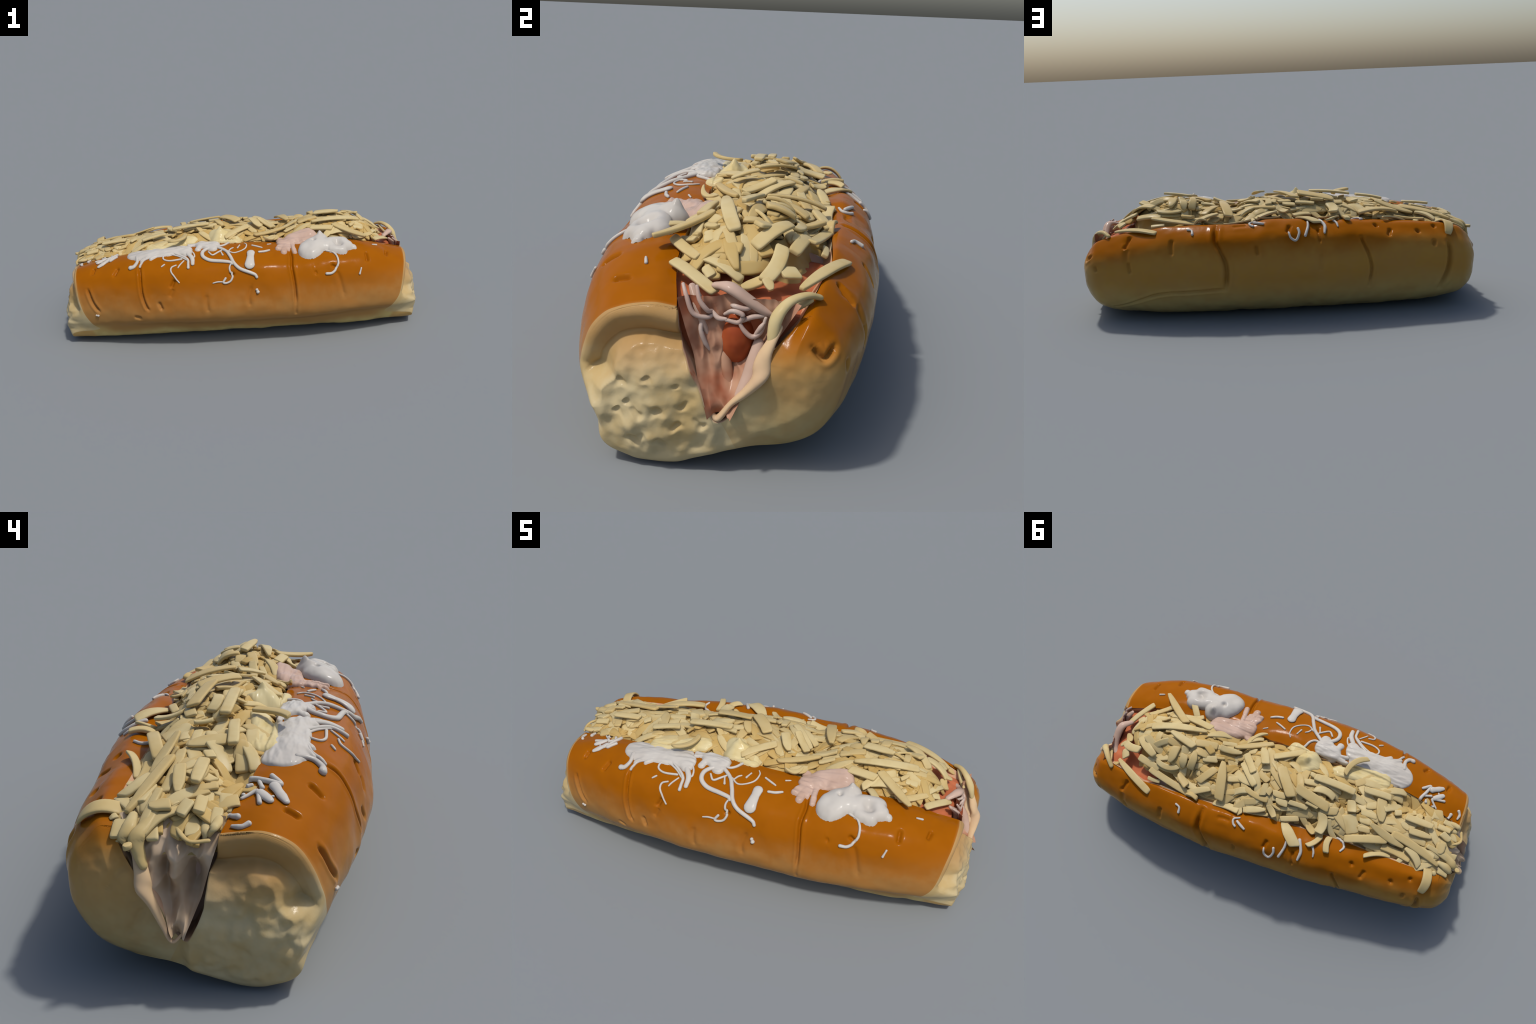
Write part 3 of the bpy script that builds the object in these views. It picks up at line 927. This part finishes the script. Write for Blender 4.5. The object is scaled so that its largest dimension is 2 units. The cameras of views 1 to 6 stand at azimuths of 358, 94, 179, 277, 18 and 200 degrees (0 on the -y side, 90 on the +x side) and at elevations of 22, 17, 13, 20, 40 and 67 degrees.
def build_patch(name, material, parent, domes, pits=(), res=.0022, ridge=0.0, seed=1, on_heap=False, sink=.014):
    """Blob of sauce lying on whatever is below it: a union of domes and fingers.

    domes: (x, y, x2, y2, radius, height, bluntness) capsules in metres.
    """
    xs = [d[0] for d in domes] + [d[2] for d in domes]
    ys = [d[1] for d in domes] + [d[3] for d in domes]
    pad = max(d[4] for d in domes) + .02
    x = np.arange(min(xs) - pad, max(xs) + pad, res)
    y = np.arange(min(ys) - pad, max(ys) + pad, res)
    X, Y = np.meshgrid(x, y, indexing="ij")
    flat = np.stack([X.ravel(), Y.ravel(), 0 * X.ravel()], 1)
    wob = fbm(flat, 22, 2, seed).reshape(X.shape) * .004
    H = np.full(X.shape, -1.0)
    K = np.zeros(X.shape)
    for x1, y1, x2, y2, r, h, blunt in domes:
        dx, dy = x2 - x1, y2 - y1
        L = dx * dx + dy * dy
        t = np.clip(((X - x1) * dx + (Y - y1) * dy) / L, 0, 1) if L > 0 else 0 * X
        d = np.hypot(X - x1 - t * dx, Y - y1 - t * dy) + wob
        e = np.where(d < r, h * (1 - np.clip(d / r, 0, 1) ** blunt) ** .5, -sink * np.clip((d - r) / .004, 0, 1))
        soft = .35 * max(h, .01)
        q = np.clip(.5 + .5 * (e - H) / soft, 0, 1)
        both = (H > 0) & (e > 0)
        H = np.where(both, H * (1 - q) + e * q + soft * q * (1 - q), np.maximum(H, e))
    for px, py, r, depth in pits:
        H = np.where(H > 0, H - depth * np.exp(-(np.hypot(X - px, Y - py) / r) ** 2), H)
    tex = fbm(flat * np.array([14, 60, 1]), 1, 3, seed + 3).reshape(X.shape)
    H = np.where(H > .002, np.maximum(H + ridge * tex, .001), H)
    index, verts, faces = {}, [], []

    def vert(i, j):
        if (i, j) not in index:
            px, py = X[i, j], Y[i, j]
            hit = SKIN.ray_cast(Vector((px, py, 1)), Vector((0, 0, -1)))
            z = hit[0].z if hit[0] is not None else .3
            if on_heap and float(NEAR_RIM(px)) - .01 < py < float(FAR_RIM(px)):
                z = max(z, float(heap(px, py)) + .006)
            index[i, j] = len(verts)
            verts.append((px, py, z + max(H[i, j], -sink)))
        return index[i, j]

    for i in range(len(x) - 1):
        for j in range(len(y) - 1):
            if H[i:i + 2, j:j + 2].max() > 0:
                faces.append((vert(i, j), vert(i + 1, j), vert(i + 1, j + 1), vert(i, j + 1)))
    ob = add(name, make_mesh(name, verts, faces), material, parent)
    sm = ob.modifiers.new("soften", "SMOOTH")
    sm.factor, sm.iterations = .5, 8
    return ob


def build_sauce(parent):
    build_strands(parent)
    # twin dollop on the near side
    build_patch("sauce_dollop", MAT_WHITE, parent, [
        (.415, -.225, .385, -.26, .068, .042, 2.4), (.44, -.19, .45, -.175, .045, .050, 1.5), (.447, -.172, .446, -.168, .020, .066, 1.3),
        (.47, -.235, .56, -.21, .050, .036, 2.2), (.56, -.25, .59, -.235, .036, .030, 2.2), (.50, -.27, .56, -.28, .026, .028, 2.2), (.60, -.24, .625, -.245, .018, .014, 2)],
        [(.408, -.222, .011, .016), (.535, -.235, .022, .026), (.555, -.25, .012, .010), (.37, -.27, .03, .006)], seed=4, on_heap=True)
    # pinkish smear with fingers beside it
    build_patch("pink_sauce_smear", MAT_PINK, parent, [
        (.39, -.115, .30, -.125, .055, .032, 2.2), (.30, -.125, .25, -.15, .045, .022, 2.2), (.26, -.15, .215, -.23, .019, .012, 2.5),
        (.265, -.16, .24, -.262, .017, .012, 2.5), (.29, -.15, .30, -.265, .013, .010, 2.5), (.25, -.12, .225, -.10, .02, .012, 2), (.275, -.17, .268, -.235, .010, .008, 2)],
        [(.33, -.16, .016, .014)], ridge=.004, seed=7, on_heap=True)
    # broad white smear further along
    build_patch("sauce_smear", MAT_WHITE, parent, [
        (-.555, -.175, -.345, -.165, .062, .011, 4), (-.54, -.205, -.36, -.20, .045, .010, 4), (-.36, -.19, -.30, -.21, .045, .013, 3),
        (-.33, -.20, -.285, -.24, .028, .015, 3), (-.50, -.235, -.53, -.26, .012, .010, 2), (-.46, -.24, -.48, -.255, .012, .009, 2)],
        [(-.42, -.15, .02, .006)], ridge=.004, seed=9, on_heap=True)
    build_patch("sauce_smear", MAT_WHITE, parent, [
        (-.20, -.165, -.145, -.175, .044, .020, 3), (-.165, -.20, -.145, -.215, .030, .014, 3), (-.22, -.145, -.28, -.14, .012, .012, 2.2),
        (-.22, -.16, -.275, -.165, .012, .012, 2.2), (-.215, -.185, -.225, -.215, .018, .012, 2.5)], ridge=.005, seed=12, on_heap=True)
    # creamy peak standing in the cheese
    build_patch("creamy_peak", MAT_CREAM, parent, [
        (-.11, -.075, -.10, -.07, .065, .055, 1.1), (-.10, -.07, -.10, -.068, .022, .072, 1.3), (-.02, -.125, -.07, -.11, .035, .02, 2.5)], ridge=.003, seed=15, on_heap=True)
    build_patch("creamy_smear", MAT_CREAM, parent, [
        (-.33, -.10, -.48, -.115, .045, .018, 3), (-.26, -.08, -.33, -.09, .035, .016, 3)], ridge=.005, seed=17, on_heap=True)


# ------------------------------------------------------------ the two ends
def slit_plug(name, sign, depth_at, material, parent, top=.43, seed=1, inset=(.004, .006)):
    """Ragged face of the filling where it shows in the mouth of the slit."""
    nv, nu = 120, 90
    zz = np.linspace(.16, top, nv)
    near = np.interp(zz, (.135, .18, .24, .31, .40, .45), (.02, .004, -.022, -.042, -.07, -.085)) - inset[0]
    far = np.interp(zz, (.135, .15, .21, .27, .34, .40, .45), (.045, .05, .08, .11, .155, .19, .22)) + inset[1]
    u = np.linspace(0, 1, nu)[None, :]
    Y = near[:, None] + (far - near)[:, None] * u
    Z = zz[:, None] * np.ones_like(Y)
    X = depth_at(Y, Z, u * np.ones_like(Y))
    p = np.stack([(Y + .25 * Z).ravel() * 12, Z.ravel() * 5, Y.ravel() * 3], 1)
    strands = fbm(p, 1.0, 3, seed).reshape(X.shape)
    p2 = np.stack([Y.ravel(), Z.ravel(), 0 * Y.ravel()], 1)
    lumps = fbm(p2, 14, 2, seed + 4).reshape(X.shape)
    X = X + (.020 * (1 - 2.4 * np.abs(strands)) + .014 * lumps) * np.minimum(1, 5 * np.minimum(u, 1 - u) + .15)
    return sheet(name, X * sign, Y, Z, material, parent)


def build_ends(parent):
    def bump(Y, Z, y, z, ry, rz):
        return np.exp(-((Y - y) / ry) ** 2 - ((Z - z) / rz) ** 2)

    def red_mouth(Y, Z, u):
        x = .875 + .085 * smooth(.30, .14, Z)
        x = x + .045 * np.abs(2 * u - 1) ** 3
        x = x - .03 * bump(Y, Z, .11, .35, .03, .04) + .012 * bump(Y, Z, .01, .27, .02, .06)
        return x

    def pale_mouth(Y, Z, u):
        x = .90 + .062 * smooth(.26, .14, Z)
        x = x + .035 * np.abs(2 * u - 1) ** 3
        x = x + .042 * bump(Y, Z, .055, .34, .022, .07) + .02 * bump(Y, Z, .10, .40, .03, .04)
        x = x - .075 * smooth(.34, .425, Z)
        x = x + .03 * bump(Y, Z, .03, .20, .03, .05) + .02 * bump(Y, Z, .105, .30, .018, .06)
        return x - .065 * bump(Y, Z, .012, .285, .018, .045) - .03 * bump(Y, Z, .08, .31, .01, .05)

    slit_plug("filling_face", 1, red_mouth, MAT_BROWNISH, parent, seed=21)
    slit_plug("filling_face", -1, pale_mouth, MAT_PALE_FILLING, parent, seed=31, top=.425, inset=(-.012, .0))
    # sausage showing at the +x end
    pts = [(-.68, .03, .30), (-.3, .03, .31), (.3, .04, .31), (.7, .055, .315), (.82, .062, .318), (.866, .060, .318), (.880, .060, .318)]
    tube("sausage", pts, (.03, .040, .042, .047, .049, .047, .042), MAT_SAUSAGE, parent, sides=32, squash=1.5, steps=10)
    # ridge of sauce-soaked folds above it
    folds = (
        (((.84, .00, .44), (.875, .04, .448), (.885, .09, .42), (.88, .135, .392), (.86, .17, .385)), (.012, .020, .019, .016, .010)),
        (((.86, -.055, .44), (.885, -.035, .405), (.89, -.022, .36), (.885, -.005, .31), (.875, .005, .27)), (.010, .018, .014, .010, .006)),
        (((.87, .03, .34), (.895, .035, .28), (.915, .045, .22), (.935, .045, .17)), (.008, .014, .014, .010)),
        (((.90, .115, .32), (.925, .105, .27), (.945, .085, .22), (.96, .055, .165)), (.014, .022, .018, .010)),
    )
    for k, (f, rr) in enumerate(folds):
        tube("sauce_fold", f, rr, MAT_PINK if k != 2 else MAT_BROWNISH, parent, sides=14, squash=.7)
    loops = (
        ((.89, .03, .385), (.905, .05, .40), (.908, .075, .392), (.905, .065, .372), (.905, .035, .376)),
        ((.905, .065, .375), (.908, .08, .352), (.908, .10, .338), (.905, .12, .352), (.90, .13, .385)),
        ((.90, .07, .372), (.90, .095, .385), (.892, .125, .388)),
        ((.89, .00, .39), (.90, .015, .378), (.905, .035, .378)),
        ((.88, .045, .405), (.898, .055, .41), (.898, .08, .405), (.885, .10, .41)),
        ((.905, .105, .34), (.908, .118, .362), (.905, .125, .372)),
        ((.875, -.075, .45), (.898, -.062, .425), (.905, -.045, .388), (.90, -.012, .378), (.89, .005, .385)),
        ((.885, -.04, .45), (.90, -.03, .42), (.90, -.01, .395), (.88, .0, .39)),
        ((.885, -.02, .385), (.905, -.026, .35), (.905, -.015, .315), (.90, -.004, .295)),
    )
    for f in loops:
        tube("sauce_strand", f, (.0045, .006, .0065, .006, .0045), MAT_NET, parent, sides=10)
    # torn rim of crumb on the far side of the slit
    tube("crumb_flap", ((.93, .165, .375), (.955, .135, .315), (.972, .125, .265), (.975, .095, .225), (.972, .06, .19), (.972, .03, .15), (.97, .01, .16)),
         (.010, .020, .026, .018, .012, .014, .008), MAT_FLAP, parent, sides=16, squash=.6)
    # curled piece of cheese at the rim
    tube("cheese_curl", ((.84, .255, .425), (.868, .225, .438), (.90, .185, .43), (.925, .158, .40), (.94, .15, .355), (.95, .148, .318)),
         (.011, .012, .015, .018, .014, .004), MAT_SHRED, parent, sides=14, squash=.7)
    # pale end: flap of crumb, cheese melting down over the edge
    tube("crumb_flap", ((-.89, .165, .40), (-.925, .145, .35), (-.957, .13, .31), (-.972, .122, .275), (-.978, .10, .235), (-.985, .075, .18), (-.99, .055, .145), (-.985, .03, .165)),
         (.010, .016, .019, .024, .016, .010, .007, .005), MAT_FLAP, parent, sides=16, squash=.6)
    for f, rr in (
        (((-.85, .115, .43), (-.895, .13, .408), (-.93, .145, .39), (-.945, .135, .35), (-.955, .125, .33)), (.014, .02, .022, .016, .012)),
        (((-.86, .17, .42), (-.895, .172, .403), (-.92, .178, .385), (-.92, .17, .355)), (.012, .02, .018, .008)),
        (((-.885, .055, .405), (-.92, .035, .397), (-.935, .01, .388), (-.925, -.03, .388)), (.006, .007, .006, .007)),
        (((-.84, -.045, .42), (-.88, -.046, .415), (-.905, -.04, .41), (-.90, -.03, .39)), (.010, .014, .012, .006)),
        (((-.83, -.015, .415), (-.875, -.018, .405), (-.90, -.018, .395), (-.90, -.015, .365)), (.012, .014, .011, .005)),
    ):
        tube("cheese_drip", f, rr, MAT_SHRED, parent, sides=12, squash=.65)


root = bpy.data.objects.new("loaded_hot_dog", None)
bpy.context.scene.collection.objects.link(root)
root["label"] = "split bread roll heaped with grated cheese and white sauce"
root["category"] = "hot dog"
build_bread(root)
SKIN = make_skin()
build_core(root)
build_cheese_mass(root)
build_shreds(root)
build_sauce(root)
build_ends(root)
